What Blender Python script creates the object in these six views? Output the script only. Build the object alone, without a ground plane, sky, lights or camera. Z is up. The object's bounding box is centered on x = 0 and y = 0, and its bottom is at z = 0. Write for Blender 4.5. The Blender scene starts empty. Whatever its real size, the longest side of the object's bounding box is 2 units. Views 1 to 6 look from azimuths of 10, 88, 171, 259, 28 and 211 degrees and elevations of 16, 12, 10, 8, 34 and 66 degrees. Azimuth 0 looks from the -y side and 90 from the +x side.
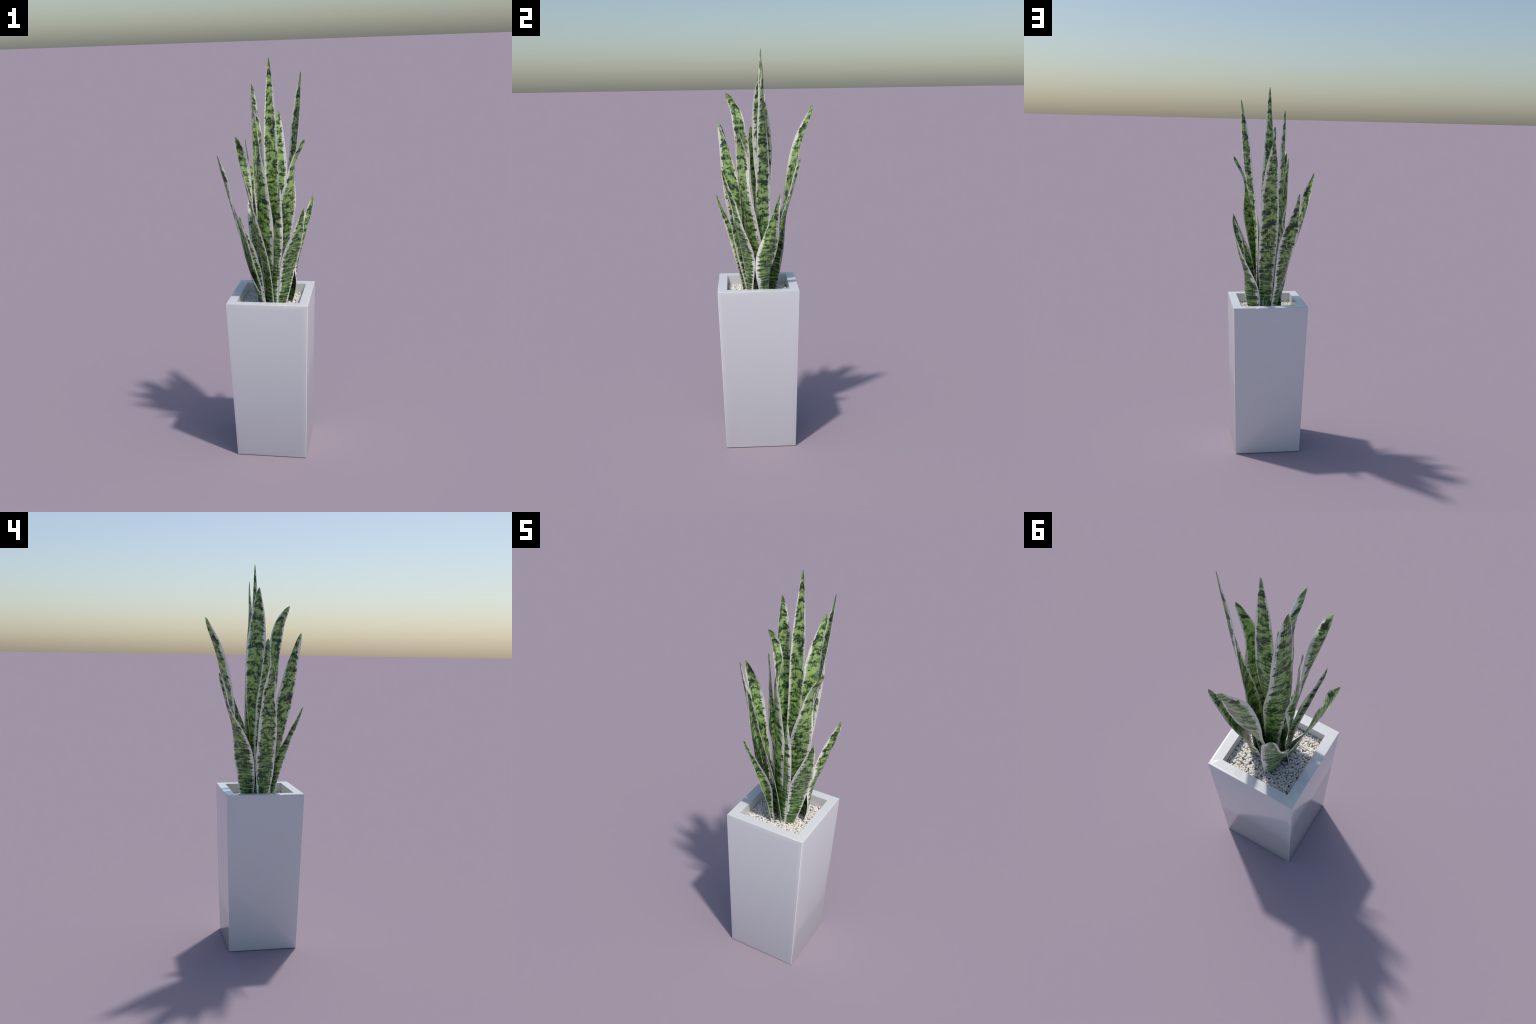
"""A tall square white planter, filled with pale gravel, holding a clump of
fourteen variegated sword-shaped leaves (a snake plant)."""
import math
import random

import bpy
import bmesh
import numpy as np
from mathutils import Vector, noise

random.seed(7)
rng = np.random.default_rng(7)

# ------------------------------------------------------------------ sizes (m)
POT_X, POT_Y = 0.0245, -0.0415      # centre of the planter on the ground
POT_TOP = 0.834                     # height of the rim
POT_HALF_TOP = 0.2015               # the planter tapers from rim to foot
POT_HALF_FOOT = 0.1785
POT_HALF_MOUTH = 0.1560             # inner opening
GRAVEL_TOP = 0.782
STATION_POWER = 1.5
LEAF_ROOT = 0.775                   # height at which the leaf profiles start

# Each leaf is described at a few heights from LEAF_ROOT to its tip
# (the stations crowd towards the tip, see STATION_POWER):
# where its middle stands, half its width, the direction its back faces
# (degrees, 0 = +x, 90 = +y) and how deeply it is cupped.
LEAVES = [
    dict(tip_height=1.999,
         spine=[(0.028, -0.016), (0.019, -0.036), (0.033, -0.025), (0.034, -0.008), (0.031, -0.005), (0.032, -0.007), (0.033, -0.007), (0.033, -0.007)],
         half_width=[0.03, 0.028, 0.03, 0.035, 0.031, 0.022, 0.01],
         facing=[20, 42, 75, 89, 105, 115, 108],
         cup=[0.012, 0.011, 0.008, 0.009, 0.011, 0.009, 0.007]),
    dict(tip_height=1.93,
         spine=[(0.069, -0.022), (0.084, -0.015), (0.096, -0.009), (0.125, -0.006), (0.150, -0.006), (0.166, -0.008), (0.179, -0.005), (0.188, -0.008)],
         half_width=[0.037, 0.038, 0.038, 0.035, 0.031, 0.022, 0.01],
         facing=[-32, -14, 3, 25, 40, 54, 56],
         cup=[0.014, 0.012, 0.01, 0.005, 0.01, 0.009, 0.004]),
    dict(tip_height=1.876,
         spine=[(0.022, -0.002), (0.014, -0.003), (-0.006, 0.008), (-0.023, 0.005), (-0.039, 0.000), (-0.042, -0.006), (-0.046, -0.012), (-0.050, -0.012), (-0.053, -0.016)],
         half_width=[0.03, 0.033, 0.038, 0.049, 0.051, 0.047, 0.034, 0.017],
         facing=[74, 90, 112, 135, 158, 162, 163, 161],
         cup=[0.012, 0.012, 0.012, 0.016, 0.016, 0.017, 0.015, 0.009]),
    dict(tip_height=1.789,
         spine=[(0.008, -0.063), (0.016, -0.078), (0.007, -0.093), (0.001, -0.091), (-0.003, -0.099), (-0.007, -0.107), (-0.012, -0.108), (-0.002, -0.118), (-0.011, -0.133), (-0.017, -0.160), (-0.025, -0.182)],
         half_width=[0.03, 0.037, 0.046, 0.055, 0.049, 0.044, 0.036, 0.031, 0.027, 0.018],
         facing=[-125, -126, -127, -128, -132, -143, -160, -186, -189, -185],
         cup=[0.012, 0.015, 0.018, 0.021, 0.016, 0.018, 0.013, 0, 0.011, 0.017]),
    dict(tip_height=1.727,
         spine=[(0.032, -0.019), (0.038, 0.020), (0.040, 0.079), (0.037, 0.120), (0.039, 0.152), (0.036, 0.189), (0.036, 0.229), (0.038, 0.248)],
         half_width=[0.032, 0.043, 0.049, 0.052, 0.049, 0.037, 0.019],
         facing=[58, 71, 84, 102, 112, 117, 126],
         cup=[0.004, 0.004, 0.001, 0.009, 0.013, 0.017, 0.011]),
    dict(tip_height=1.651,
         spine=[(0.017, -0.070), (0.008, -0.098), (-0.017, -0.130), (-0.040, -0.154), (-0.057, -0.177), (-0.075, -0.191), (-0.089, -0.211), (-0.101, -0.226)],
         half_width=[0.033, 0.049, 0.05, 0.049, 0.037, 0.029, 0.017],
         facing=[-137, -146, -151, -166, -186, -216, -240],
         cup=[0.005, 0.001, 0.012, 0.011, 0.017, 0.022, 0.019]),
    dict(tip_height=1.625,
         spine=[(0.050, -0.029), (0.065, -0.036), (0.085, -0.065), (0.105, -0.084), (0.127, -0.104), (0.142, -0.109), (0.159, -0.114), (0.194, -0.122), (0.212, -0.121)],
         half_width=[0.031, 0.041, 0.051, 0.051, 0.045, 0.034, 0.026, 0.014],
         facing=[-31, -39, -45, -56, -56, -30, -23, -51],
         cup=[0.013, 0.017, 0.018, 0.018, 0.018, 0.012, 0.003, -0.001]),
    dict(tip_height=1.621,
         spine=[(-0.030, -0.039), (-0.032, -0.028), (-0.036, -0.021), (-0.057, -0.026), (-0.059, -0.045), (-0.069, -0.046), (-0.071, -0.055), (-0.074, -0.056), (-0.082, -0.057), (-0.082, -0.060)],
         half_width=[0.03, 0.029, 0.026, 0.024, 0.039, 0.03, 0.028, 0.022, 0.014],
         facing=[-109, -115, -129, -151, -183, -167, -165, -159, -165],
         cup=[0.012, 0.011, 0.01, 0.012, 0.017, 0.013, 0.002, -0.002, 0.003]),
    dict(tip_height=1.545,
         spine=[(-0.007, -0.040), (-0.056, -0.056), (-0.086, -0.053), (-0.110, -0.055), (-0.137, -0.055), (-0.160, -0.053), (-0.179, -0.052), (-0.194, -0.057), (-0.210, -0.057), (-0.223, -0.055), (-0.230, -0.055)],
         half_width=[0.033, 0.041, 0.048, 0.049, 0.049, 0.043, 0.037, 0.032, 0.02, 0.009],
         facing=[-200, -185, -186, -181, -174, -168, -162, -149, -144, -150],
         cup=[0.051, 0.026, 0.006, 0.005, 0.012, 0.009, 0.012, 0.01, 0.008, 0.004]),
    dict(tip_height=1.449,
         spine=[(-0.005, 0.027), (-0.030, 0.043), (-0.048, 0.064), (-0.064, 0.096), (-0.080, 0.140), (-0.095, 0.165), (-0.103, 0.185), (-0.108, 0.195)],
         half_width=[0.035, 0.051, 0.058, 0.051, 0.039, 0.022, 0.014],
         facing=[158, 150, 137, 114, 94, 109, 124],
         cup=[0.021, 0.018, 0.015, 0.011, 0.007, 0.006, 0.004]),
    dict(tip_height=1.422,
         spine=[(0.031, -0.073), (0.045, -0.091), (0.060, -0.111), (0.073, -0.141), (0.081, -0.160), (0.090, -0.186), (0.096, -0.202), (0.099, -0.211)],
         half_width=[0.03, 0.03, 0.029, 0.028, 0.021, 0.014, 0.008],
         facing=[-122, -121, -122, -122, -125, -132, -142],
         cup=[0.011, 0.012, 0.015, 0.017, 0.02, 0.015, 0.008]),
    dict(tip_height=1.316,
         spine=[(0.099, -0.003), (0.121, -0.005), (0.141, 0.003), (0.169, 0.022), (0.190, 0.037), (0.210, 0.052), (0.223, 0.064), (0.229, 0.071)],
         half_width=[0.033, 0.051, 0.05, 0.04, 0.029, 0.02, 0.011],
         facing=[64, 48, 15, -8, -31, -51, -56],
         cup=[0.022, 0.028, 0.026, 0.024, 0.018, 0.011, 0.004]),
    dict(tip_height=1.304,
         spine=[(0.076, -0.080), (0.101, -0.084), (0.120, -0.092), (0.145, -0.114), (0.171, -0.136), (0.189, -0.146), (0.201, -0.154), (0.207, -0.157)],
         half_width=[0.026, 0.035, 0.047, 0.046, 0.034, 0.022, 0.01],
         facing=[-75, -53, -49, -55, -55, -55, -52],
         cup=[0.008, 0.008, 0.013, 0.015, 0.013, 0.009, 0.005]),
    dict(tip_height=1.278,
         spine=[(-0.009, -0.103), (-0.017, -0.116), (-0.028, -0.128), (-0.043, -0.150), (-0.055, -0.177), (-0.069, -0.203), (-0.080, -0.226), (-0.089, -0.238), (-0.090, -0.249)],
         half_width=[0.01, 0.017, 0.028, 0.027, 0.018, 0.014, 0.009, 0.005],
         facing=[160, 177, 169, 165, 155, 168, 175, 152],
         cup=[0.015, 0.018, 0.017, 0.017, 0.023, 0.015, 0.015, 0.007]),
]


# ------------------------------------------------------------------- helpers
def link(obj, parent=None):
    bpy.context.scene.collection.objects.link(obj)
    if parent is not None:
        obj.parent = parent
    return obj


def natural_spline(values, samples):
    """Natural cubic spline through evenly spaced values (columns = channels)."""
    y = np.asarray(values, float)
    k = len(y)
    h = 1.0 / (k - 1)
    a = np.eye(k)
    b = np.zeros_like(y)
    for j in range(1, k - 1):
        a[j, j - 1:j + 2] = 1, 4, 1
        b[j] = 6 * (y[j - 1] - 2 * y[j] + y[j + 1]) / h ** 2
    m = np.linalg.solve(a, b)
    t = np.asarray(samples)
    j = np.minimum((t / h).astype(int), k - 2)
    u = (t - j * h)[:, None]
    v = h - u
    return (m[j] * v ** 3 + m[j + 1] * u ** 3) / (6 * h) + (y[j] / h - m[j] * h / 6) * v + (y[j + 1] / h - m[j + 1] * h / 6) * u


class Nodes:
    """Small wrapper to write node trees compactly."""

    def __init__(self, name):
        self.mat = bpy.data.materials.new(name)
        self.mat.use_nodes = True
        self.tree = self.mat.node_tree
        self.tree.nodes.clear()

    def add(self, kind, **inputs):
        props = inputs.pop("props", {})
        n = self.tree.nodes.new(kind)
        for key, val in props.items():
            setattr(n, key, val)
        for key, val in inputs.items():
            sock = n.inputs[int(key[1:])] if key[0] == "i" and key[1:].isdigit() else n.inputs[key.replace("_", " ")]
            self.put(sock, val)
        return n

    def put(self, sock, val):
        if isinstance(val, bpy.types.NodeSocket):
            self.tree.links.new(val, sock)
        else:
            sock.default_value = val

    def math(self, op, a, b=0.0, c=0.0, clamp=False):
        n = self.add("ShaderNodeMath", props=dict(operation=op, use_clamp=clamp), i0=a, i1=b, i2=c)
        return n.outputs[0]

    def smooth(self, x, lo, hi):
        n = self.add("ShaderNodeMapRange", props=dict(interpolation_type="SMOOTHSTEP"), i0=x, i1=lo, i2=hi, i3=0.0, i4=1.0)
        return n.outputs[0]

    def vec(self, x, y, z=0.0):
        return self.add("ShaderNodeCombineXYZ", i0=x, i1=y, i2=z).outputs[0]

    def noise(self, vector, scale=1.0, detail=2.0, rough=0.5, distort=0.0):
        n = self.add("ShaderNodeTexNoise", Vector=vector, Scale=scale, Detail=detail, Roughness=rough, Distortion=distort)
        return n.outputs[0]

    def mix(self, fac, a, b):
        n = self.add("ShaderNodeMix", props=dict(data_type="RGBA"))
        self.put(n.inputs[0], fac)
        self.put(n.inputs[6], a)
        self.put(n.inputs[7], b)
        return n.outputs[2]

    def finish(self, shader):
        out = self.tree.nodes.new("ShaderNodeOutputMaterial")
        self.tree.links.new(shader, out.inputs[0])
        return self.mat


def rgb(r, g, b):
    return (r, g, b, 1.0)


# ----------------------------------------------------------------- materials
def planter_material():
    n = Nodes("white_lacquer")
    pos = n.add("ShaderNodeTexCoord").outputs["Object"]
    speck = n.noise(pos, 40.0, 3.0)
    col = n.mix(speck, rgb(0.765, 0.76, 0.755), rgb(0.785, 0.78, 0.775))
    p = n.add("ShaderNodeBsdfPrincipled", Base_Color=col, Roughness=0.1)
    return n.finish(p.outputs[0])


def gravel_material():
    n = Nodes("pale_gravel")
    pos = n.add("ShaderNodeTexCoord").outputs["Object"]
    big = n.add('ShaderNodeTexVoronoi', Vector=pos, Scale=95.0).outputs['Color']
    big = n.add('ShaderNodeSeparateColor', Color=big).outputs[0]
    fine = n.noise(pos, 420.0, 3.0)
    col = n.mix(big, rgb(0.82, 0.76, 0.69), rgb(0.95, 0.93, 0.89))
    col = n.mix(n.math("MULTIPLY", n.smooth(fine, 0.58, 0.85), 0.25), col, rgb(0.55, 0.51, 0.47))
    bump = n.add("ShaderNodeBump", Strength=0.3, Distance=0.001, Height=fine)
    p = n.add("ShaderNodeBsdfPrincipled", Base_Color=col, Roughness=0.3, Normal=bump.outputs[0])
    return n.finish(p.outputs[0])


def soil_material():
    n = Nodes("dark_grit")
    pos = n.add("ShaderNodeTexCoord").outputs["Object"]
    col = n.mix(n.noise(pos, 300.0, 3.0), rgb(0.12, 0.11, 0.10), rgb(0.35, 0.32, 0.29))
    p = n.add("ShaderNodeBsdfPrincipled", Base_Color=col, Roughness=0.9)
    return n.finish(p.outputs[0])


def leaf_material():
    """Cross-banded green with a cream margin.  'blade_across' runs -1..1 from
    margin to margin, 'blade_along' in metres from the root, 'blade_share' 0..1."""
    n = Nodes("banded_leaf")
    across = n.add("ShaderNodeAttribute", props=dict(attribute_name="blade_across")).outputs["Fac"]
    along = n.add("ShaderNodeAttribute", props=dict(attribute_name="blade_along")).outputs["Fac"]
    share = n.add("ShaderNodeAttribute", props=dict(attribute_name="blade_share")).outputs["Fac"]
    half = n.add("ShaderNodeAttribute", props=dict(attribute_name="blade_half_width")).outputs["Fac"]
    seed = n.math("MULTIPLY", n.add("ShaderNodeObjectInfo").outputs["Random"], 37.0)
    side = n.math("ABSOLUTE", across)
    metres = n.math("MULTIPLY", across, half)

    # bands arch towards the tip along the midrib
    arch = n.math("MULTIPLY", n.math("MULTIPLY", side, side), n.math("MULTIPLY_ADD", share, 0.016, -0.002))
    y = n.math("ADD", along, arch)
    # near the root the bands lie close together, higher up they open into blotches
    low = n.noise(n.vec(n.math("MULTIPLY", metres, 13.0), n.math("MULTIPLY", y, 104.0), seed), 1.0, 5.0, 0.66, 0.25)
    high = n.noise(n.vec(n.math("MULTIPLY", metres, 26.0), n.math("MULTIPLY", y, 35.0), n.math("ADD", seed, 5.0)), 1.0, 5.0, 0.66, 0.4)
    fade = n.smooth(along, 0.05, 0.55)
    keep = n.math("MULTIPLY_ADD", fade, -0.72, 0.95)
    band = n.math("ADD", n.math("MULTIPLY", n.math("SUBTRACT", low, 0.5), keep),
                  n.math("MULTIPLY", n.math("SUBTRACT", high, 0.5), n.math("SUBTRACT", 1.06, keep)))
    # fine streaks along the blade fray the bands
    streak = n.noise(n.vec(n.math("MULTIPLY", metres, 420.0), n.math("MULTIPLY", along, 22.0), seed), 1.0, 3.0, 0.65)
    mottle = n.noise(n.vec(n.math("MULTIPLY", metres, 62.0), n.math("MULTIPLY", y, 74.0), n.math("ADD", seed, 17.0)), 1.0, 3.0, 0.6, 0.3)
    fray = n.math("MULTIPLY_ADD", n.math("SUBTRACT", streak, 0.5), 0.34, band)
    fray = n.math("MULTIPLY_ADD", n.math("SUBTRACT", mottle, 0.5), n.math("MULTIPLY_ADD", fade, 0.26, 0.20), fray)

    edge = n.math("MULTIPLY_ADD", fade, -0.026, 0.008)
    dark = n.smooth(n.math("SUBTRACT", fray, edge), 0.0, -0.045)
    dark = n.math("MULTIPLY", dark, n.math("MULTIPLY_ADD", n.smooth(share, 0.94, 0.985), -0.65, 1.0))
    pale = n.smooth(n.math("SUBTRACT", fray, edge), 0.01, 0.08)
    tone = n.noise(n.vec(n.math("MULTIPLY", metres, 30.0), n.math("MULTIPLY", along, 12.0), seed), 1.0, 2.0)
    green = n.mix(tone, rgb(0.095, 0.19, 0.045), rgb(0.165, 0.285, 0.08))
    light = n.mix(fade, rgb(0.29, 0.455, 0.135), rgb(0.385, 0.56, 0.185))
    col = n.mix(pale, green, light)
    core = n.smooth(n.math("SUBTRACT", fray, edge), -0.03, -0.11)
    col = n.mix(dark, col, n.mix(core, rgb(0.040, 0.078, 0.027), rgb(0.016, 0.034, 0.017)))

    # cream margin with a ragged inner edge; the bands reach into it as teeth
    teeth = n.noise(n.vec(n.math("MULTIPLY", across, 1.2), n.math("MULTIPLY", along, 130.0), seed), 1.0, 3.0, 0.65)
    drift = n.noise(n.vec(n.math("MULTIPLY", across, 0.7), n.math("MULTIPLY", along, 20.0), n.math("ADD", seed, 9.0)))
    rim = n.math("MULTIPLY_ADD", n.math("SUBTRACT", teeth, 0.5), 0.30, side)
    rim = n.math("MULTIPLY_ADD", n.math("SUBTRACT", drift, 0.5), 0.45, rim)
    rim = n.math("MULTIPLY_ADD", dark, -0.17, rim)
    rim = n.math("MAXIMUM", rim, n.smooth(side, 0.86, 0.95))
    tip_fade = n.smooth(share, 0.985, 0.945)
    haze = n.math("MULTIPLY", n.smooth(rim, 0.56, 0.74), tip_fade)
    cream = n.math("MULTIPLY", n.smooth(rim, 0.70, 0.77), tip_fade)
    col = n.mix(n.math("MULTIPLY", haze, 0.55), col, rgb(0.50, 0.58, 0.36))
    col = n.mix(cream, col, rgb(0.92, 0.89, 0.78))

    height = n.math("ADD", streak, n.math("MULTIPLY", band, 0.6))
    bump = n.add("ShaderNodeBump", Strength=0.25, Distance=0.002, Height=height)
    p = n.add("ShaderNodeBsdfPrincipled", Base_Color=col, Roughness=0.36, Normal=bump.outputs[0])
    p.inputs["Specular IOR Level"].default_value = 0.5
    return n.finish(p.outputs[0])


# ------------------------------------------------------------------ geometry
def build_planter(parent, mat):
    """Tapered square column with a flat rim and a recessed, open mouth."""
    bm = bmesh.new()

    def ring(half, z):
        return [bm.verts.new((sx * half, sy * half, z)) for sx, sy in ((-1, -1), (1, -1), (1, 1), (-1, 1))]

    foot = ring(POT_HALF_FOOT, 0.0)
    rim = ring(POT_HALF_TOP, POT_TOP)
    mouth = ring(POT_HALF_MOUTH, POT_TOP)
    well = ring(POT_HALF_MOUTH - 0.004, GRAVEL_TOP - 0.06)
    bm.faces.new(foot[::-1])
    for lower, upper in ((foot, rim), (rim, mouth), (mouth, well)):
        for i in range(4):
            j = (i + 1) % 4
            bm.faces.new((lower[i], lower[j], upper[j], upper[i]))
    bm.faces.new(well)
    bmesh.ops.recalc_face_normals(bm, faces=bm.faces)
    outer = [e for e in bm.edges if not any(v in well for v in e.verts) and not all(v in foot for v in e.verts)
             and not (any(v in mouth for v in e.verts) and not all(v in mouth for v in e.verts))]
    bmesh.ops.bevel(bm, geom=outer, offset=0.002, segments=2, profile=0.5, affect="EDGES")
    # a loop a little inside every edge keeps the flats flat and lets the
    # smooth shading roll over only near the edges
    walls = [f for f in bm.faces if f.calc_area() > 0.05 and abs(f.normal.z) < 0.5 and f.calc_center_median().length > 0.42]
    bmesh.ops.inset_individual(bm, faces=walls, thickness=0.022, use_even_offset=True)
    flats = [f for f in bm.faces if f.normal.z > 0.9 and f.calc_center_median().z > POT_TOP - 0.001 and f.calc_area() > 0.002]
    bmesh.ops.inset_individual(bm, faces=flats, thickness=0.008, use_even_offset=True)
    me = bpy.data.meshes.new("planter")
    bm.to_mesh(me)
    bm.free()
    me.materials.append(mat)
    me.shade_smooth()
    me.normals_split_custom_set(planter_normals(me))
    obj = link(bpy.data.objects.new("planter", me), parent)
    obj.location = (POT_X, POT_Y, 0.0)
    return obj


def planter_normals(me):
    """Shading normals of the moulded shell: the walls read as very slightly
    barrelled from foot to rim and roll over softly close to their edges."""
    near, roll = 0.006, math.tan(math.radians(6.5))
    slope = (POT_HALF_TOP - POT_HALF_FOOT) / POT_TOP

    def at_vertex(co):
        half = POT_HALF_FOOT + slope * co.z
        gap = [half - abs(co.x), half - abs(co.y)]
        sign = [math.copysign(1, co.x), math.copysign(1, co.y)]
        n = Vector((0, 0, 0))
        if co.z > POT_TOP - 2e-4:
            n.z = 1
            for k in (0, 1):
                if gap[k] < near:
                    n[k] = roll * sign[k]
            return n
        for k in (0, 1):
            if gap[k] < 3e-4:
                n[k] = sign[k]
                lean = math.tan(math.radians(-14 + 18 * co.z / POT_TOP)) - slope
                n.z = roll if co.z > POT_TOP - near else lean
                if gap[1 - k] < near:
                    n[1 - k] = roll * sign[1 - k]
                return n
        for k in (0, 1):
            if gap[k] < near:
                n[k] = sign[k]
        if co.z > POT_TOP - near:
            n.z = 1
        return n

    smooth = [at_vertex(v.co).normalized() for v in me.vertices]
    normals = [None] * len(me.loops)
    for poly in me.polygons:
        c = poly.center
        flat = c.z < 1e-3 or (max(abs(c.x), abs(c.y)) < POT_HALF_MOUTH + 1e-3 and c.z < POT_TOP - 1e-3)
        for li, vi in zip(poly.loop_indices, poly.vertices):
            normals[li] = poly.normal if flat or smooth[vi].length < 0.5 else smooth[vi]
    return normals


def build_gravel(parent, mat, soil_mat):
    """A bed of small irregular stones in the mouth of the planter."""
    reach = POT_HALF_MOUTH - 0.006
    variants = []
    for _ in range(10):
        bm = bmesh.new()
        bmesh.ops.create_icosphere(bm, subdivisions=2, radius=1.0)
        shift = Vector(rng.uniform(-50, 50, 3))
        for v in bm.verts:
            v.co *= 1.0 + 0.38 * noise.noise(v.co * 0.9 + shift) + 0.12 * noise.noise(v.co * 2.3 + shift)
        bm.verts.index_update()
        variants.append((np.array([v.co for v in bm.verts]), np.array([[v.index for v in f.verts] for f in bm.faces])))
        bm.free()
    verts, faces, count = [], [], 0
    step = 0.0090
    cells = int(2 * reach / step)
    for layer, (lift, keep) in enumerate(((-0.009, 1.0), (-0.0040, 0.8))):
        for i in range(cells + 1):
            for j in range(cells + 1):
                if rng.random() > keep:
                    continue
                x = np.clip(-reach + (i + 0.5 * (j % 2)) * step + rng.normal(0, 0.0028), -reach, reach)
                y = np.clip(-reach + j * step + rng.normal(0, 0.0028), -reach, reach)
                co, tri = variants[rng.integers(len(variants))]
                size = rng.uniform(0.0043, 0.0071) * np.array([1.0, rng.uniform(0.75, 1.0), rng.uniform(0.6, 0.85)])
                ang = rng.uniform(0, 2 * math.pi, 3)
                ca, sa = np.cos(ang), np.sin(ang)
                rz = np.array([[ca[0], -sa[0], 0], [sa[0], ca[0], 0], [0, 0, 1]])
                tilt = 0.5 * (ang[1] / math.pi - 1)
                rx = np.array([[1, 0, 0], [0, math.cos(tilt), -math.sin(tilt)], [0, math.sin(tilt), math.cos(tilt)]])
                swell = 0.004 * noise.noise(Vector((x * 14, y * 14, 3.0)))
                verts.append((co * size) @ (rz @ rx).T + (x, y, GRAVEL_TOP + lift + swell + rng.normal(0, 0.0020)))
                faces.append(tri + count)
                count += len(co)
    v = np.concatenate(verts)
    f = np.concatenate(faces)
    me = bpy.data.meshes.new("gravel")
    me.from_pydata(v.tolist(), [], f.tolist())
    me.materials.append(mat)
    me.shade_smooth()
    obj = link(bpy.data.objects.new("gravel", me), parent)
    obj.location = (POT_X, POT_Y, 0.0)
    obj["kind"] = "stuff"

    bm = bmesh.new()
    bmesh.ops.create_cube(bm, size=1.0)
    for vert in bm.verts:
        vert.co = (vert.co.x * 2 * (POT_HALF_MOUTH - 0.0045), vert.co.y * 2 * (POT_HALF_MOUTH - 0.0045), GRAVEL_TOP - 0.032 + vert.co.z * 0.04)
    soil = bpy.data.meshes.new("soil")
    bm.to_mesh(soil)
    bm.free()
    soil.materials.append(soil_mat)
    link(bpy.data.objects.new("soil", soil), parent).location = (POT_X, POT_Y, 0.0)
    return obj


def build_leaf(parent, mat, tip_height, spine, half_width, facing, cup, number):
    """One sword leaf: a thick cupped blade lofted along its spine."""
    rows, cols = 110, 17
    back = np.radians(facing)
    hw = np.array(half_width)
    channels = np.zeros((len(spine), 5))
    channels[:, :2] = spine
    channels[:-1, 2] = -np.sin(back) * hw
    channels[:-1, 3] = np.cos(back) * hw
    channels[:-1, 4] = cup
    u = np.linspace(0, 1, rows) ** 0.95
    t = 1 - (1 - u) ** STATION_POWER
    c = natural_spline(channels, u)
    # the root runs straight on into the gravel
    z = LEAF_ROOT + (tip_height - LEAF_ROOT) * t
    root = c[0] - (c[3] - c[0]) / (z[3] - z[0]) * 0.03
    c = np.vstack([root, c])
    z = np.concatenate([[LEAF_ROOT - 0.03], z])
    rows += 1
    mid = np.column_stack([c[:, :2], z])
    wide = np.column_stack([c[:, 2:4], np.zeros(rows)])
    half = np.linalg.norm(wide, axis=1)
    half_safe = np.maximum(half, 1e-5)
    out = np.column_stack([wide[:, 1], -wide[:, 0], np.zeros(rows)]) / half_safe[:, None]
    step = np.linalg.norm(np.diff(mid, axis=0), axis=1)
    along = np.concatenate([[0], np.cumsum(step)])
    thick = np.minimum(0.0042, 0.12 * half + 0.0006)

    across = np.sin(np.linspace(-math.pi / 2, math.pi / 2, cols))
    sides = []
    for face in (1, -1):
        p = np.zeros((rows, cols, 3))
        for k, s in enumerate(across):
            lift = c[:, 4] * (0.5 - s * s) + face * 0.5 * thick * (1 - 0.75 * s * s)
            wave = np.array([0.0007 * noise.noise(Vector((a * 16, number * 9.1, s * 1.2))) for a in along])
            edge = np.array([1 + 0.035 * abs(s) ** 3 * noise.noise(Vector((a * 55, number * 3.7, math.copysign(4, s)))) for a in along])
            p[:, k] = mid + wide * (s * edge)[:, None] + out * (lift + wave * (half / 0.04))[:, None]
        sides.append(p)

    n = rows * cols
    verts = np.concatenate([sides[0].reshape(-1, 3), sides[1].reshape(-1, 3)])
    idx = np.arange(n).reshape(rows, cols)
    quads = []
    a, b, d, e = idx[:-1, :-1].ravel(), idx[:-1, 1:].ravel(), idx[1:, 1:].ravel(), idx[1:, :-1].ravel()
    quads += np.column_stack([a, b, d, e]).tolist()
    quads += (np.column_stack([e, d, b, a]) + n).tolist()
    border = np.concatenate([idx[0, :], idx[1:, -1], idx[-1, -2::-1], idx[-2:0:-1, 0]])
    nxt = np.roll(border, -1)
    quads += np.column_stack([nxt, border, border + n, nxt + n]).tolist()
    origin = mid[1].copy()
    me = bpy.data.meshes.new("leaf")
    me.from_pydata((verts - origin).tolist(), [], quads)
    bm = bmesh.new()
    bm.from_mesh(me)
    bmesh.ops.recalc_face_normals(bm, faces=bm.faces)
    bm.to_mesh(me)
    bm.free()
    total = along[-1]
    grids = dict(blade_across=np.tile(across, (rows, 1)), blade_along=np.tile(along[:, None], (1, cols)),
                 blade_share=np.tile(along[:, None] / total, (1, cols)), blade_half_width=np.tile(half[:, None], (1, cols)))
    for name, grid in grids.items():
        att = me.attributes.new(name, "FLOAT", "POINT")
        att.data.foreach_set("value", np.concatenate([grid.ravel(), grid.ravel()]).astype(np.float32))
    me.materials.append(mat)
    me.shade_smooth()
    obj = link(bpy.data.objects.new("leaf", me), parent)
    obj.location = origin
    return obj


# ---------------------------------------------------------------------- build
plant = bpy.data.objects.new("potted_snake_plant", None)
link(plant)
plant["label"] = "tall square white planter with banded, cream-edged sword leaves"
plant["category"] = "potted plant"
plant.location = (POT_X, POT_Y, 0.0)
bpy.context.view_layer.update()

planter = build_planter(plant, planter_material())
build_gravel(plant, gravel_material(), soil_material())
blade = leaf_material()
for number, shape in enumerate(LEAVES):
    build_leaf(plant, blade, number=number, **shape)
# parts were placed in world coordinates: keep them there under the parent
for child in plant.children:
    child.matrix_parent_inverse = plant.matrix_world.inverted()
